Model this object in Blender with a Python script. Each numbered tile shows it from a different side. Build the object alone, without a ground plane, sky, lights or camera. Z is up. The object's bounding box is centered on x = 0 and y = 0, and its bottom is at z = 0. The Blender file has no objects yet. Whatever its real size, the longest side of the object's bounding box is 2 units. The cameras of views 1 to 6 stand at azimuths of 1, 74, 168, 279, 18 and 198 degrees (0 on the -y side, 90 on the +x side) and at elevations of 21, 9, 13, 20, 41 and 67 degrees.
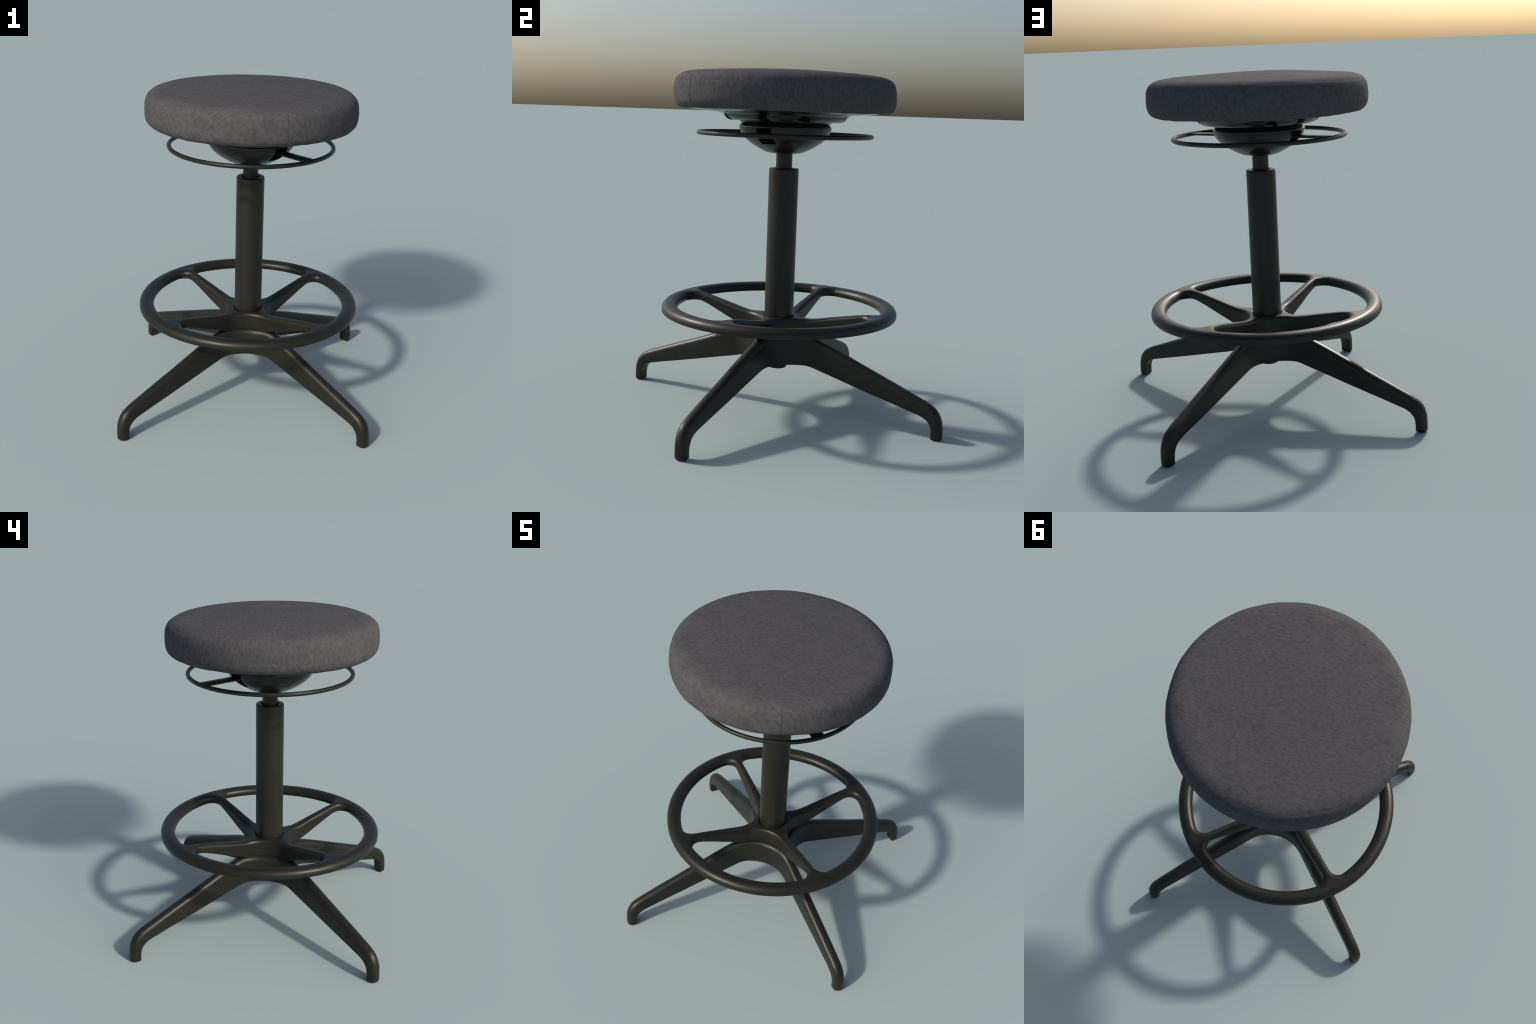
"""Upholstered bar stool: padded round seat on a gas-lift column, footrest wheel, four-legged cast base."""
import bpy, bmesh, math, random
from math import sin, cos, pi, sqrt, atan2, hypot, radians
from mathutils import Vector, noise

random.seed(7)
SCENE = bpy.context.scene.collection

# ------------------------------------------------------------------ helpers

def lerp(a, b, t):
    return a + (b - a) * t

def smooth(t):
    t = max(0.0, min(1.0, t))
    return t * t * (3 - 2 * t)

def monotone(xs, ys):
    """Monotone cubic interpolation through a handful of control points."""
    n = len(xs)
    d = [(ys[i + 1] - ys[i]) / (xs[i + 1] - xs[i]) for i in range(n - 1)]
    m = [d[0]] + [0 if d[i - 1] * d[i] <= 0 else 2 * d[i - 1] * d[i] / (d[i - 1] + d[i])
                  for i in range(1, n - 1)] + [d[-1]]
    def f(x):
        x = max(xs[0], min(xs[-1], x))
        k = 0
        while k < n - 2 and x > xs[k + 1]:
            k += 1
        h = xs[k + 1] - xs[k]
        t = (x - xs[k]) / h
        return ((1 + 2 * t) * (1 - t) ** 2 * ys[k] + t * (1 - t) ** 2 * h * m[k]
                + t * t * (3 - 2 * t) * ys[k + 1] + t * t * (t - 1) * h * m[k + 1])
    return f

def resample(pts, n):
    """n points evenly spaced along a polyline of tuples."""
    acc = [0.0]
    for a, b in zip(pts, pts[1:]):
        acc.append(acc[-1] + math.dist(a, b))
    out, k = [], 0
    for i in range(n):
        s = acc[-1] * i / (n - 1)
        while k < len(pts) - 2 and s > acc[k + 1]:
            k += 1
        L = acc[k + 1] - acc[k]
        t = 0 if L == 0 else (s - acc[k]) / L
        out.append(tuple(lerp(x, y, t) for x, y in zip(pts[k], pts[k + 1])))
    return out

def add_object(name, mesh, material, parent=None, kind=None):
    ob = bpy.data.objects.new(name, mesh)
    SCENE.objects.link(ob)
    if material:
        mesh.materials.append(material)
    if parent:
        ob.parent = parent
    return ob

def finish(bm, name, smooth_faces=True, weld=1e-5):
    bmesh.ops.remove_doubles(bm, verts=bm.verts, dist=weld)
    bmesh.ops.recalc_face_normals(bm, faces=bm.faces)
    for f in bm.faces:
        f.smooth = smooth_faces
    me = bpy.data.meshes.new(name)
    bm.to_mesh(me)
    bm.free()
    return me

def revolve(profile, seg=96, closed=False, shape=None, angles=None):
    """Surface of revolution about z. profile: (r, z) list; shape(r,z,angle)->xyz for irregularities."""
    bm = bmesh.new()
    rings = []
    angles = angles or [2 * pi * i / seg for i in range(seg)]
    seg = len(angles)
    for r, z in profile:
        if r < 1e-6:
            p = shape(0, z, 0) if shape else (0, 0, z)
            rings.append([bm.verts.new(p)])
        else:
            ring = []
            for i in range(seg):
                a = angles[i]
                ring.append(bm.verts.new(shape(r, z, a) if shape else (r * cos(a), r * sin(a), z)))
            rings.append(ring)
    pairs = list(zip(rings, rings[1:]))
    if closed:
        pairs.append((rings[-1], rings[0]))
    for A, B in pairs:
        for i in range(seg):
            j = (i + 1) % seg
            if len(A) == 1 and len(B) == 1:
                continue
            if len(A) == 1:
                bm.faces.new((A[0], B[i], B[j]))
            elif len(B) == 1:
                bm.faces.new((A[i], B[0], A[j]))
            else:
                bm.faces.new((A[i], B[i], B[j], A[j]))
    return bm

def rounded(profile, radii, n=5):
    """Round the corners of an (r,z) polyline; radii[i] is the rounding length at point i (0 keeps it)."""
    out = []
    for i, p in enumerate(profile):
        rad = radii[i] if i < len(radii) else 0
        if i == 0 or i == len(profile) - 1 or rad == 0:
            out.append(p)
            continue
        a, b = Vector(profile[i - 1]), Vector(profile[i + 1])
        c = Vector(p)
        ra = min(rad, (a - c).length * .49)
        rb = min(rad, (b - c).length * .49)
        s, e = c + (a - c).normalized() * ra, c + (b - c).normalized() * rb
        for k in range(n + 1):
            t = k / n
            q = s * (1 - t) ** 2 + c * 2 * t * (1 - t) + e * t * t
            out.append((q.x, q.y))
    return out

def split_by_region(whole, regions, parent, material):
    """Cut one smooth mesh into named part objects that keep the whole body's vertex normals.
    regions: list of (name, test(face centre) -> bool); first match wins."""
    normals = [v.normal.copy() for v in whole.vertices]
    groups = [[] for _ in regions]
    for p in whole.polygons:
        for gi, (nm, test) in enumerate(regions):
            if test(p.center):
                groups[gi].append(p)
                break
    out = []
    for (nm, _), polys in zip(regions, groups):
        idx = {}
        verts, faces = [], []
        for p in polys:
            f = []
            for v in p.vertices:
                if v not in idx:
                    idx[v] = len(verts)
                    verts.append(whole.vertices[v].co.copy())
                f.append(idx[v])
            faces.append(f)
        me = bpy.data.meshes.new(nm)
        me.from_pydata(verts, [], faces)
        for p in me.polygons:
            p.use_smooth = True
        back = [None] * len(verts)
        for v, k in idx.items():
            back[k] = normals[v]
        me.normals_split_custom_set_from_vertices(back)
        out.append(add_object(nm, me, material, parent))
    bpy.data.meshes.remove(whole)
    return out

# ------------------------------------------------------------------ materials

def new_material(name):
    m = bpy.data.materials.new(name)
    m.use_nodes = True
    nt = m.node_tree
    return m, nt, nt.nodes["Principled BSDF"]

def node(nt, kind, **kw):
    n = nt.nodes.new(kind)
    for k, v in kw.items():
        if k.startswith("in_"):
            n.inputs[k[3:].replace("_", " ")].default_value = v
        else:
            setattr(n, k, v)
    return n

def ramp(nt, stops):
    r = nt.nodes.new("ShaderNodeValToRGB")
    el = r.color_ramp.elements
    while len(el) < len(stops):
        el.new(0.5)
    for e, (pos, col) in zip(el, stops):
        e.position = pos
        e.color = (*col, 1)
    return r

def painted_metal(name, colour, rough, vary=0.12, spec=0.5):
    m, nt, b = new_material(name)
    tc = node(nt, "ShaderNodeTexCoord")
    n1 = node(nt, "ShaderNodeTexNoise", in_Scale=7.0, in_Detail=3.0, in_Roughness=0.5)
    nt.links.new(tc.outputs["Object"], n1.inputs["Vector"])
    lo = tuple(c * (1 - vary) for c in colour)
    hi = tuple(c * (1 + vary) for c in colour)
    r = ramp(nt, [(0.35, lo), (0.65, hi)])
    nt.links.new(n1.outputs["Fac"], r.inputs["Fac"])
    nt.links.new(r.outputs["Color"], b.inputs["Base Color"])
    mr = node(nt, "ShaderNodeMapRange")
    mr.inputs["From Min"].default_value = 0.3
    mr.inputs["From Max"].default_value = 0.7
    mr.inputs["To Min"].default_value = rough - 0.03
    mr.inputs["To Max"].default_value = rough + 0.03
    nt.links.new(n1.outputs["Fac"], mr.inputs["Value"])
    nt.links.new(mr.outputs["Result"], b.inputs["Roughness"])
    b.inputs["Specular IOR Level"].default_value = spec
    return m

def fabric_material():
    m, nt, b = new_material("felted_grey_fabric")
    tc = node(nt, "ShaderNodeTexCoord")
    # slow tonal drift
    slow = node(nt, "ShaderNodeTexNoise", in_Scale=9.0, in_Detail=2.0)
    # felt mottling, drawn out along y as the nap lies
    mp = node(nt, "ShaderNodeMapping")
    mp.inputs["Scale"].default_value = (0.70, 1.35, 0.70)
    mp.inputs["Rotation"].default_value = (0, 0, radians(-8))
    mott = node(nt, "ShaderNodeTexNoise", in_Scale=56.0, in_Detail=2.0, in_Roughness=0.5)
    fine = node(nt, "ShaderNodeTexNoise", in_Scale=190.0, in_Detail=3.0, in_Roughness=0.6)
    for n in (slow, fine):
        nt.links.new(tc.outputs["Object"], n.inputs["Vector"])
    nt.links.new(tc.outputs["Object"], mp.inputs["Vector"])
    nt.links.new(mp.outputs["Vector"], mott.inputs["Vector"])
    a = node(nt, "ShaderNodeMath", operation="MULTIPLY_ADD")
    a.inputs[1].default_value = 0.22
    nt.links.new(slow.outputs["Fac"], a.inputs[0])
    a2 = node(nt, "ShaderNodeMath", operation="MULTIPLY_ADD")
    a2.inputs[1].default_value = 0.66
    nt.links.new(mott.outputs["Fac"], a2.inputs[0])
    a3 = node(nt, "ShaderNodeMath", operation="MULTIPLY")
    a3.inputs[1].default_value = 0.14
    nt.links.new(fine.outputs["Fac"], a3.inputs[0])
    nt.links.new(a3.outputs[0], a2.inputs[2])
    nt.links.new(a2.outputs[0], a.inputs[2])
    r = ramp(nt, [(0.35, (0.0565, 0.0535, 0.0560)), (0.50, (0.0720, 0.0685, 0.0710)), (0.67, (0.0895, 0.0850, 0.0875))])
    nt.links.new(a.outputs[0], r.inputs["Fac"])
    nt.links.new(r.outputs["Color"], b.inputs["Base Color"])
    b.inputs["Roughness"].default_value = 0.9
    b.inputs["Specular IOR Level"].default_value = 0.12
    b.inputs["Sheen Weight"].default_value = 0.0
    b.inputs["Sheen Roughness"].default_value = 0.5
    bump = node(nt, "ShaderNodeBump")
    bump.inputs["Strength"].default_value = 0.35
    bump.inputs["Distance"].default_value = 0.004
    nt.links.new(a2.outputs[0], bump.inputs["Height"])
    nt.links.new(bump.outputs["Normal"], b.inputs["Normal"])
    return m

METAL = painted_metal("dark_powder_coat", (0.0140, 0.0132, 0.0088), 0.40, vary=0.03, spec=0.32)
SATIN = painted_metal("satin_dark_coat", (0.0105, 0.0102, 0.0082), 0.28, vary=0.03, spec=0.36)
PLASTIC = painted_metal("black_gloss_plastic", (0.006, 0.006, 0.0064), 0.20)
RUBBER = painted_metal("black_rubber", (0.010, 0.010, 0.010), 0.6)
NOTCH = painted_metal("notch_painted_shadow", (0.004, 0.004, 0.004), 0.8, spec=0.1)  # pan plastic blackened on the notch walls, so their shadow is in the colour
FABRIC = fabric_material()

# ------------------------------------------------------------------ stool root

stool = bpy.data.objects.new("bar_stool", None)
SCENE.objects.link(stool)
stool["label"] = "tall dark bar stool with round grey cushion and footrest wheel"
stool["category"] = "bar stool"

# ------------------------------------------------------------------ cast spiders (footrest wheel and leg base)
# A spider is made of eight identical half sectors. Each half sector is a row of "stations"; a station knows
# the point on the side wall (H), the inward normal there, the spine point behind it (S), and the depth of the
# rounded shoulder (e across, ev down). All in the arm frame: u along the arm, v across it.

def hub_stations(w, rho, r_hole, u_line_end, n_arc=22):
    """Hub fillet between two arms: from the mid azimuth to the point where the arm side starts."""
    st = []
    c = w + rho                      # fillet centre in arm frame is (c, c)
    for i in range(n_arc + 1):
        t = i / n_arc
        ang = radians(225) + (radians(270) - radians(225)) * t
        H = (c + rho * cos(ang), c + rho * sin(ang))
        N = (-cos(ang), -sin(ang))   # into the solid is away from the fillet centre -> negate of inward
        N = (cos(ang), sin(ang))
        k = smooth(min(1, t / 0.6))
        if t < 0.6:
            az = radians(45) * (1 - t / 0.6)
            S = (r_hole * cos(az), r_hole * sin(az))
        else:
            S = (lerp(r_hole, c, (t - 0.6) / 0.4), 0.0)
        st.append((H, N, S))
    return st

def section(H, N, S, e, ev, top, bot, edge=0.004):
    """Loop of (u, v, z) from spine top over the shoulder, down the wall, round the lower edge to spine bottom."""
    K = (H[0] + N[0] * e, H[1] + N[1] * e)
    out = []
    for k in range(0, 4):            # spine to shoulder
        t = k / 4
        out.append((lerp(S[0], K[0], t), lerp(S[1], K[1], t), top, 0.0))
    for k in range(0, 10):           # quarter-ellipse shoulder
        a = (pi / 2) * k / 9
        d = e * (1 - sin(a))
        out.append((H[0] + N[0] * d, H[1] + N[1] * d, top, ev * (1 - cos(a))))
    for d, up in ((0, 3.0), (0, 1.0), (0.35, 0.3), (1.0, 0.0), (3.0, 0.0)):
        out.append((H[0] + N[0] * edge * d, H[1] + N[1] * edge * d, bot, edge * up))
    for t in (0.5, 1.0):
        a = (H[0] + N[0] * edge * 3, H[1] + N[1] * edge * 3)
        out.append((lerp(a[0], S[0], t), lerp(a[1], S[1], t), bot, 0.0))
    return out

def build_spider(stations, place, name, extra=None, cap_end=False, close_hole=True):
    """stations -> mesh. place(u, v, mode, amount) gives (radius along arm, v, z). Mirrored and turned 8 times."""
    rows = []
    for (H, N, S, e, ev) in stations:
        K = section(H, N, S, e, ev, "top", "bot")
        rows.append([place(*q) for q in K])
    bm = bmesh.new()
    for arm in range(4):
        base = radians(45 + 90 * arm)
        ca, sa = cos(base), sin(base)
        for mirror in (1, -1):
            grid = []
            for row in rows:
                grid.append([bm.verts.new((r * ca - mirror * v * sa, r * sa + mirror * v * ca, z)) for r, v, z in row])
            for A, B in zip(grid, grid[1:]):
                for i in range(len(A) - 1):
                    q = (A[i], A[i + 1], B[i + 1], B[i])
                    bm.faces.new(q if mirror > 0 else q[::-1])
            if close_hole:           # wall of the central bore: joins spine top and spine bottom
                for A, B in zip(grid, grid[1:]):
                    if hypot(A[0].co.x, A[0].co.y) < close_hole and hypot(B[0].co.x, B[0].co.y) < close_hole:
                        bm.faces.new((A[0], B[0], B[-1], A[-1]))
            if cap_end:
                bm.faces.new(grid[-1])
    if extra:
        extra(bm)
    bmesh.ops.remove_doubles(bm, verts=bm.verts, dist=2e-5)
    bmesh.ops.dissolve_degenerate(bm, dist=1e-6, edges=bm.edges)
    bmesh.ops.recalc_face_normals(bm, faces=bm.faces)
    for f in bm.faces:
        f.smooth = True
    me = bpy.data.meshes.new(name)
    bm.to_mesh(me)
    bm.free()
    return me

# ---- footrest wheel
RING_MID, RING_HALF = 0.650, 0.0445
RING_IN, RING_OUT = RING_MID - RING_HALF, RING_MID + RING_HALF
FOOT_BORE = 0.0905
SPOKE_HUB, SPOKE_TIP = 0.033, 0.0245        # half widths
spoke_top = monotone([0, .18, .205, .235, .36, .50, .535, .58, .70], [.568, .568, .5690, .5740, .6013, .6313, .6375, .6425, .6425])
spoke_bot = monotone([0, .16, .185, .22, .35, .49, .535, .575, .70], [.455, .455, .4575, .4695, .519, .5735, .5865, .5893, .5893])

def footrest_stations():
    hub_fillet = 0.172
    st = []
    hub = hub_stations(SPOKE_HUB, hub_fillet, FOOT_BORE, None)
    for i, (H, N, S) in enumerate(hub):
        st.append((H, N, S, 0.021, 0.024))
    u0 = SPOKE_HUB + hub_fillet
    f2 = 0.060                                # fillet between spoke and ring
    rc = sqrt((RING_IN - f2) ** 2 - (SPOKE_TIP + f2) ** 2)
    n = 14
    for i in range(1, n):
        t = i / n
        u = lerp(u0, rc, t)
        w = lerp(SPOKE_HUB, SPOKE_TIP, t)
        st.append(((u, w), (0, -1), (u, 0.0), lerp(0.021, 0.0215, t), 0.024))
    a0, a1 = radians(-90), atan2(SPOKE_TIP + f2, rc)
    n = 16
    for i in range(n + 1):
        t = i / n
        a = lerp(a0, a1, t)
        H = (rc + f2 * cos(a), SPOKE_TIP + f2 + f2 * sin(a))
        if t < 0.5:
            S = (lerp(rc, RING_MID, t * 2), 0.0)
        else:
            az = a1 * (t - .5) * 2
            S = (RING_MID * cos(az), RING_MID * sin(az))
        e = lerp(0.0215, RING_HALF * .93, smooth(t))
        st.append((H, (cos(a), sin(a)), S, e, lerp(0.024, 0.036, smooth(t))))
    n = 18
    for i in range(1, n + 1):
        az = lerp(a1, radians(45), i / n)
        st.append(((RING_IN * cos(az), RING_IN * sin(az)), (cos(az), sin(az)),
                   (RING_MID * cos(az), RING_MID * sin(az)), RING_HALF * .93, 0.036))
    # outer half of the ring, met back along the same azimuths
    return st

def footrest_place(u, v, which, off):
    rad = hypot(u, v)
    # height follows the arm coordinate in the hub and spokes, the radius at the ring
    key = lerp(max(u, v), rad, smooth((rad - .35) / .2))
    z = spoke_top(key) - off if which == "top" else spoke_bot(key) + off
    return (u, v, z)

foot_st = footrest_stations()

def ring_outer(bm):
    # azimuths of the inner stations, so that spine vertices coincide
    az_list = []
    for (H, N, S, e, ev) in foot_st:
        if abs(hypot(*S) - RING_MID) < 1e-6:
            az_list.append(atan2(S[1], S[0]))
    for arm in range(4):
        base = radians(45 + 90 * arm)
        for mirror in (1, -1):
            grid = []
            for az in az_list:
                a = base + mirror * az
                H, N, S = (RING_OUT, 0), (-1, 0), (RING_MID, 0)
                row = [footrest_place(*q) for q in section(H, N, S, RING_HALF * .93, 0.036, "top", "bot")]
                grid.append([bm.verts.new((r * cos(a), r * sin(a), z)) for r, v, z in row])
            for A, B in zip(grid, grid[1:]):
                for i in range(len(A) - 1):
                    q = (A[i], B[i], B[i + 1], A[i + 1])
                    bm.faces.new(q if mirror > 0 else q[::-1])

wheel = build_spider(foot_st, footrest_place, "footrest", extra=ring_outer, close_hole=FOOT_BORE + .002)

def arm_coords(c):
    """(along, across) in the frame of the nearest diagonal arm, and that arm's index."""
    az = atan2(c.y, c.x)
    k = int(((math.degrees(az)) % 360) // 90)
    b = radians(45 + 90 * k)
    return c.x * cos(b) + c.y * sin(b), -c.x * sin(b) + c.y * cos(b), k

def is_spoke(k):
    return lambda c: arm_coords(c)[2] == k and arm_coords(c)[0] > 0.20 and hypot(c.x, c.y) < 0.60 and abs(arm_coords(c)[1]) < 0.05

foot_parts = split_by_region(
    wheel,
    [("footrest_hub", lambda c: hypot(c.x, c.y) < .30 and arm_coords(c)[0] <= .20)]
    + [("footrest_spoke", is_spoke(k)) for k in range(4)]
    + [("footrest_ring", lambda c: True)],
    stool, METAL)

# ---- leg base
LEG_W = 0.0345
LEG_FILLET = 0.250
PIN_BORE = 0.050
bend_u = [0, .20, .30, .60, .88, .95, 1.00, 1.05, 1.10, 1.16, 1.20]
leg_top_r = monotone(bend_u, [0, .20, .30, .60, .88, .955, 1.000, 1.0275, 1.0395, 1.0430, 1.0431])
leg_top_z = monotone(bend_u, [.468, .468, .441, .331, .2265, .197, .169, .130, .088, .038, .010])
leg_bot_r = monotone(bend_u, [0, .20, .30, .60, .88, .922, .955, .976, .9845, .9870, .9871])
leg_bot_z = monotone(bend_u, [.300, .297, .2745, .2015, .135, .124, .1075, .084, .058, .030, .010])

def leg_stations():
    st = []
    for (H, N, S) in hub_stations(LEG_W, LEG_FILLET, PIN_BORE, None, n_arc=26):
        st.append((H, N, S, 0.0318, 0.034))
    u0 = LEG_W + LEG_FILLET
    us = [lerp(u0, .86, i / 16) for i in range(1, 17)] + [lerp(.86, 1.20, i / 34) for i in range(1, 35)]
    for u in us:
        st.append(((u, LEG_W), (0, -1), (u, 0.0), 0.0318, lerp(0.034, 0.030, smooth((u - .8) / .3))))
    return st

def leg_place(u, v, which, off):
    k = max(u, v) if hypot(u, v) < .28 else u
    tr, tz, br, bz = leg_top_r(k), leg_top_z(k), leg_bot_r(k), leg_bot_z(k)
    h = hypot(tr - br, tz - bz)
    f = 1 - off / h if which == "top" else off / h
    dr = u - k                      # hub points keep their plan position
    return (lerp(br, tr, f) + dr if k < .88 else lerp(br, tr, f), v, lerp(bz, tz, f))

base = build_spider(leg_stations(), leg_place, "base", cap_end=True, close_hole=PIN_BORE + .002)
leg_parts = split_by_region(
    base,
    [("base_hub", lambda c: arm_coords(c)[0] <= .26)]
    + [("leg", (lambda k: (lambda c: arm_coords(c)[2] == k))(k)) for k in range(4)],
    stool, METAL)
legs = leg_parts[1:]

# rubber pads under the legs: a D-shaped plug slightly inset
def foot_pad_mesh():
    bm = bmesh.new()
    loops = []
    for z, inset in ((0.016, .003), (0.0105, .003), (0.0095, 0.001), (0.004, .002), (0.0, .006)):
        pts = []
        r_in, r_out, w = .987 + inset, 1.043 - inset, LEG_W - inset
        pts.append((r_in, -w))
        for k in range(0, 17):
            a = -pi / 2 + pi * k / 16
            pts.append((r_out - .030 + .030 * cos(a), w * sin(a)))
        pts.append((r_in, w))
        loops.append([bm.verts.new((r, v, z)) for r, v in pts])
    for A, B in zip(loops, loops[1:]):
        for i in range(len(A)):
            j = (i + 1) % len(A)
            bm.faces.new((A[i], B[i], B[j], A[j]))
    bm.faces.new(loops[-1])
    bm.faces.new(loops[0][::-1])
    return finish(bm, "foot_pad", False)

pad = foot_pad_mesh()
pad.materials.append(RUBBER)
for k in range(4):
    ob = bpy.data.objects.new("foot_pad", pad)
    SCENE.objects.link(ob)
    ob.rotation_euler = (0, 0, radians(45 + 90 * k))
    ob.parent = legs[k]

# pin that shows below the hub
prof = rounded([(0, .250), (.056, .250), (.056, .36), (0, .36)], [0, .006, 0, 0], 3)
pin = add_object("retaining_pin", finish(revolve(prof, 48), "retaining_pin"), METAL, stool)

# ------------------------------------------------------------------ column
TUBE_R = 0.0862
prof = rounded([(.0545, 1.39), (.0545, 1.4400), (TUBE_R, 1.4400), (TUBE_R, .40), (.0545, .40)],
               [0, .004, .0095, 0, 0], 4)
tube = add_object("column_tube", finish(revolve(prof, 96), "column_tube"), METAL, stool)
rod = add_object("gas_lift_rod", finish(revolve([(.0, 1.30), (.0472, 1.30), (.0472, 1.56), (0, 1.56)], 64), "gas_lift_rod"),
                 METAL, stool)
for ob in (tube, rod, pin):
    me = ob.data
    me.set_sharp_from_angle(angle=radians(35)) if hasattr(me, "set_sharp_from_angle") else None

# ------------------------------------------------------------------ mechanism under the seat
def boolean_cut(target, cutters):
    for c in cutters:
        mod = target.modifiers.new("cut", "BOOLEAN")
        mod.operation = "DIFFERENCE"
        mod.solver = "EXACT"
        mod.object = c
        if c.data.materials:
            mod.material_mode = "TRANSFER"
    dg = bpy.context.evaluated_depsgraph_get()
    dg.update()
    me = bpy.data.meshes.new_from_object(target.evaluated_get(dg))
    target.modifiers.clear()
    old = target.data
    target.data = me
    bpy.data.meshes.remove(old)
    for c in cutters:
        m = c.data
        bpy.data.objects.remove(c)
        bpy.data.meshes.remove(m)

def box_mesh(name, size, bevel=0.0, seg=2):
    bm = bmesh.new()
    bmesh.ops.create_cube(bm, size=1)
    for v in bm.verts:
        v.co = Vector((v.co.x * size[0], v.co.y * size[1], v.co.z * size[2]))
    if bevel:
        bmesh.ops.bevel(bm, geom=bm.edges[:], offset=bevel, segments=seg, affect='EDGES', profile=.5)
    return finish(bm, name, True)

# round housing (bowl) with a shell thickness
bowl_out = monotone([.0, .047, .096, .163, .224, .255, .2655], [1.5220, 1.5228, 1.5290, 1.5590, 1.6015, 1.638, 1.6665])
rs = [.04, .06, .08, .10, .12, .14, .16, .18, .20, .215, .23, .24, .248, .255, .261, .2655]
outer = [(r, bowl_out(r)) for r in rs]
inner = [(r - .007, z + .006) for r, z in reversed(outer)]
bowl_bm = revolve(outer + inner, 128, closed=True)
bowl = add_object("swivel_housing", finish(bowl_bm, "swivel_housing"), SATIN, stool)
cutters = []
for az in (-45, 135):
    me = box_mesh("slot_cutter", (.16, .094, .088), .008)
    ob = add_object("slot_cutter", me, None)
    a = radians(az)
    ob.location = (cos(a) * .24, sin(a) * .24, 1.6245)
    ob.rotation_euler = (0, 0, a)
    cutters.append(ob)
boolean_cut(bowl, cutters)
bowl.data.set_sharp_from_angle(angle=radians(30))

# lip that closes the bowl: a separate black collar with a thin groove below it
prof = rounded([(.247, 1.666), (.2668, 1.6675), (.2672, 1.677), (.2575, 1.6915), (.2495, 1.6905), (.244, 1.672)],
               [0, .003, .004, .003, .003, 0], 3)
collar = add_object("housing_collar", finish(revolve(prof, 128, closed=True), "housing_collar"), PLASTIC, stool)

# dark swivel core inside the bowl, and the neck above it
prof = rounded([(0, 1.545), (.09, 1.55), (.140, 1.578), (.190, 1.616), (.222, 1.650), (.240, 1.676), (.252, 1.694), (.268, 1.7075), (.268, 1.716), (0, 1.716)],
               [0, .02, .03, .02, .012, .008, .004, .002, 0, 0], 3)
core = add_object("swivel_core", finish(revolve(prof, 128), "swivel_core"), PLASTIC, stool)
core.data.set_sharp_from_angle(angle=radians(50))

# seat pan: flared plate below the cushion with a dished rim and four notches
prof = rounded([(0, 1.7105), (.29, 1.7085), (.326, 1.7085), (.351, 1.726), (.362, 1.745), (.385, 1.752), (.47, 1.758), (.575, 1.768),
                (.575, 1.80), (0, 1.80)], [0, 0, .016, .014, .012, .015, 0, .004, 0, 0], 4)
pan = add_object("seat_pan", finish(revolve(prof, 160), "seat_pan"), PLASTIC, stool)
cutters = []
for k in range(4):
    bm = bmesh.new()
    bmesh.ops.create_cone(bm, cap_ends=True, segments=32, radius1=.037, radius2=.037, depth=.19)
    me = finish(bm, "notch_cutter")
    ob = add_object("notch_cutter", me, NOTCH)
    a = radians(90 * k)
    ob.location = (cos(a) * .350, sin(a) * .350, 1.7060)
    ob.rotation_euler = (0, pi / 2, a)
    cutters.append(ob)
boolean_cut(pan, cutters)
pan.data.set_sharp_from_angle(angle=radians(40))

# height lever: a full ring on two flat straps
LEV_R, LEV_r, LEV_Z = 0.4977, 0.0130, 1.6335
prof = [(LEV_R + LEV_r * cos(2 * pi * k / 16), LEV_Z + LEV_r * sin(2 * pi * k / 16)) for k in range(16)]
lever = add_object("lever_ring", finish(revolve(prof, 128, closed=True), "lever_ring"), METAL, stool)
strap = box_mesh("lever_arm", (.345, .074, .011), .0025)
strap.materials.append(METAL)
strap.set_sharp_from_angle(angle=radians(30))
for az in (-45, 135):
    ob = bpy.data.objects.new("lever_arm", strap)
    SCENE.objects.link(ob)
    a = radians(az)
    ob.location = (cos(a) * .3225, sin(a) * .3225, LEV_Z + .002)
    ob.rotation_euler = (0, 0, a)
    ob.parent = lever

# ------------------------------------------------------------------ cushion
SEAT_Y = -0.0095
TILT_X, TILT_Y = -0.0012, -0.0050      # the cushion sits a touch low at the back
SEAM_AZ = radians(-70.3)
seat_profile = [(0, 1.9985), (.20, 1.9945), (.36, 1.9855), (.46, 1.9792), (.52, 1.9745), (.565, 1.9680), (.598, 1.9555), (.621, 1.9345),
                (.632, 1.906), (.6365, 1.872), (.637, 1.845), (.634, 1.814), (.6245, 1.790), (.603, 1.7720), (.572, 1.7660), (.54, 1.7690)]

def dense_profile(ctrl, n):
    """Catmull-Rom through the control points, evenly resampled."""
    P = [ctrl[0]] + ctrl + [ctrl[-1]]
    pts = []
    for i in range(1, len(P) - 2):
        a, b, c, d = P[i - 1], P[i], P[i + 1], P[i + 2]
        for k in range(12):
            t = k / 12
            pts.append(tuple(.5 * (2 * b[j] + (c[j] - a[j]) * t + (2 * a[j] - 5 * b[j] + 4 * c[j] - d[j]) * t * t
                                   + (3 * b[j] - a[j] - 3 * c[j] + d[j]) * t ** 3) for j in range(2)))
    pts.append(ctrl[-1])
    return resample(pts, n)

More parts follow.
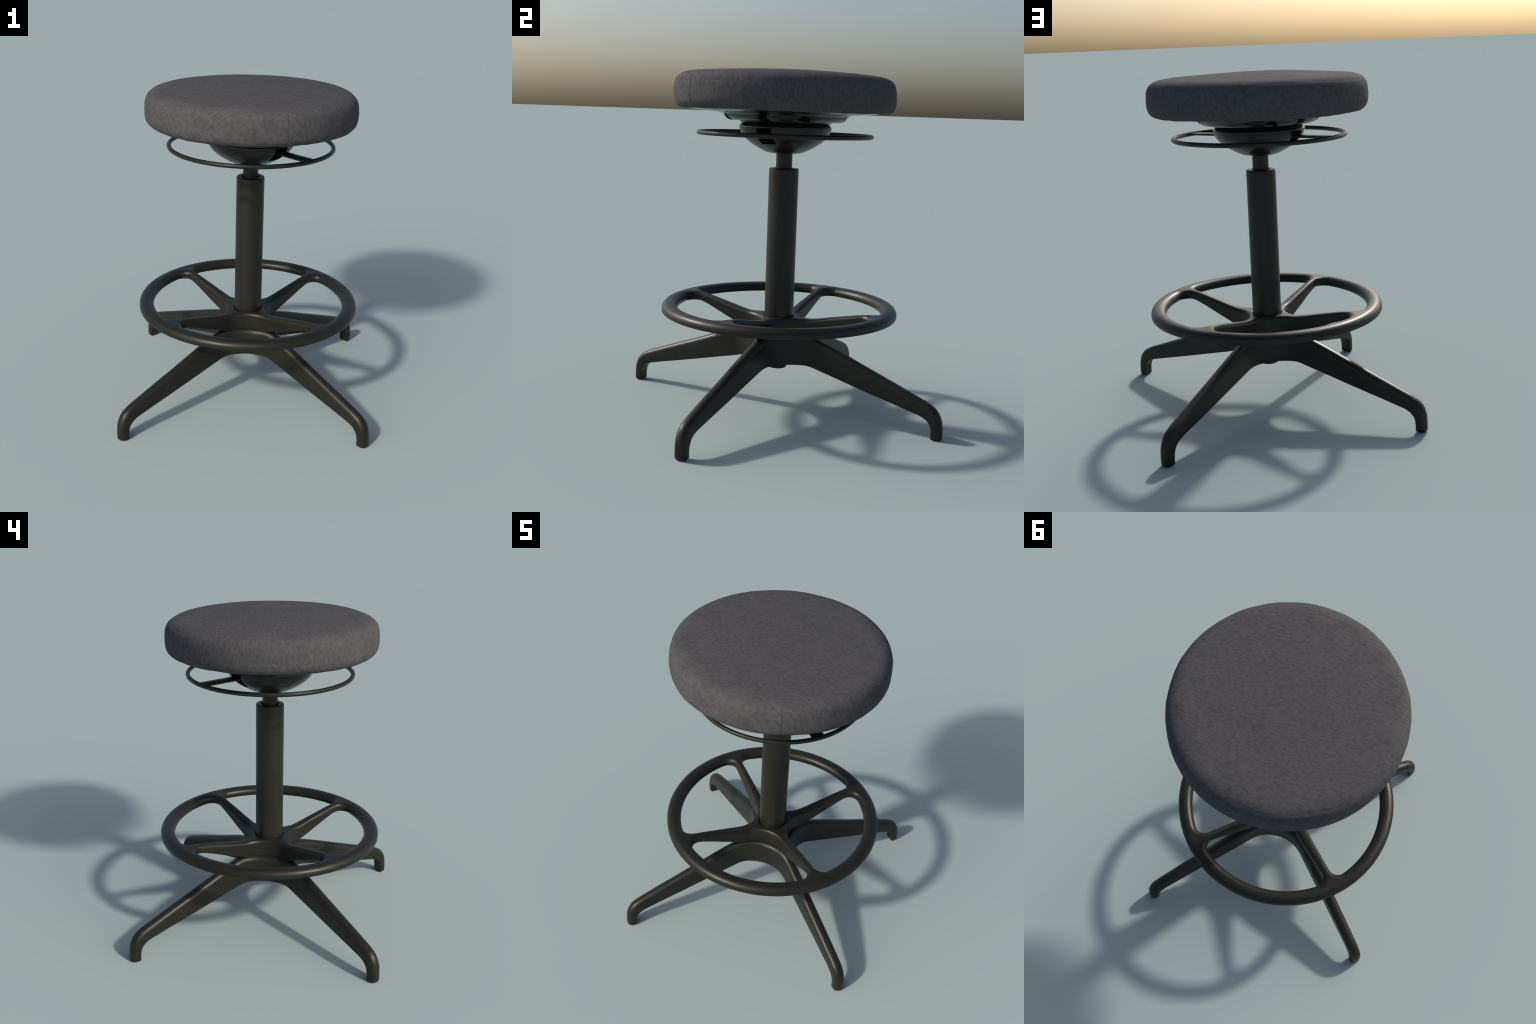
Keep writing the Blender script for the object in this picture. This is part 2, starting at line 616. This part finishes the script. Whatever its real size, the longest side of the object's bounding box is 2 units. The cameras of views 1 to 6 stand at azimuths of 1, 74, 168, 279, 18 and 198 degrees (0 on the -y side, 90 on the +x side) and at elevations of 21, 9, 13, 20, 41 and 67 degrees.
def crease(a, z, az0, az1, z0, z1, width, depth):
    """Narrow groove running from (az0,z0) to (az1,z1) on the cushion side; tapers at both ends."""
    t = (math.degrees(a) - az0) / (az1 - az0)
    if t < 0 or t > 1:
        return 0.0
    dz = z - (lerp(z0, z1, t) + .004 * sin(t * 5))
    return -depth * math.exp(-(dz / width) ** 2) * sin(pi * t)

def seat_shape(r, z, a):
    ca, sa = cos(a), sin(a)
    side = smooth((r - .50) / .12)
    p = Vector((r * ca, r * sa, z))
    d = 0.0
    # soft unevenness of padding under cloth
    d += 0.0030 * noise.noise(Vector((ca * 1.3, sa * 1.3, z * 3))) * side
    d += 0.0028 * noise.noise(Vector((ca * 4.0 + 5, sa * 4.0, z * 9))) * side
    d += 0.0012 * noise.noise(Vector((ca * 13 + 9, sa * 13, z * 22))) * side
    dz = 0.0025 * noise.noise(p * 3.1 + Vector((3, 1, 0))) + 0.0008 * noise.noise(p * 11)
    dz *= 1 - .5 * side
    # wavy lower hem
    low = smooth((1.80 - z) / .04)
    dz += low * (0.003 * noise.noise(Vector((ca * 3.5, sa * 3.5, 7))) + .0025 * noise.noise(Vector((ca * 11, sa * 11, 3))))
    # vertical seam
    da = (a - SEAM_AZ + pi) % (2 * pi) - pi
    s = da * r
    zone = smooth((1.955 - z) / .02) * side
    d -= zone * 0.0021 * math.exp(-(s / .0026) ** 2)
    d += zone * 0.0002 * math.exp(-((abs(s) - .010) / .008) ** 2)
    # firmer piping-like shoulder along the back
    back = max(0.0, sin(a - radians(15)))
    d += side * 0.0015 * back * math.exp(-((z - 1.948) / .012) ** 2)
    # small wrinkles
    deg = math.degrees(a) % 360
    aa = radians(deg)
    d += crease(aa, z, 187, 192, 1.838, 1.836, .004, .004)
    d += crease(aa, z, 155, 172, 1.935, 1.928, .004, .003)
    d += crease(aa, z, 96, 150, 1.950, 1.946, .005, .0035)
    d += crease(aa, z, 70, 104, 1.948, 1.952, .005, .0025)
    rr = r + d
    zz = z + dz + TILT_X * r * ca + TILT_Y * r * sa
    return (rr * ca, rr * sa + SEAT_Y, zz)

# angular steps: even, with extra ones where the seam's groove is narrow
seat_angles = sorted([2 * pi * i / 560 for i in range(560)]
                     + [(SEAM_AZ + k * .0011 + .0004) % (2 * pi) for k in range(-22, 23)])
seat_bm = revolve(dense_profile(seat_profile, 150), shape=seat_shape, angles=seat_angles)
seat = add_object("seat_cushion", finish(seat_bm, "seat_cushion"), FABRIC, stool)
top = max(v.co.z for v in seat.data.vertices)
for v in seat.data.vertices:            # crown reaches exactly two metres
    if v.co.z > 1.9:
        v.co.z += (2.0 - top) * (v.co.z - 1.9) / (top - 1.9)
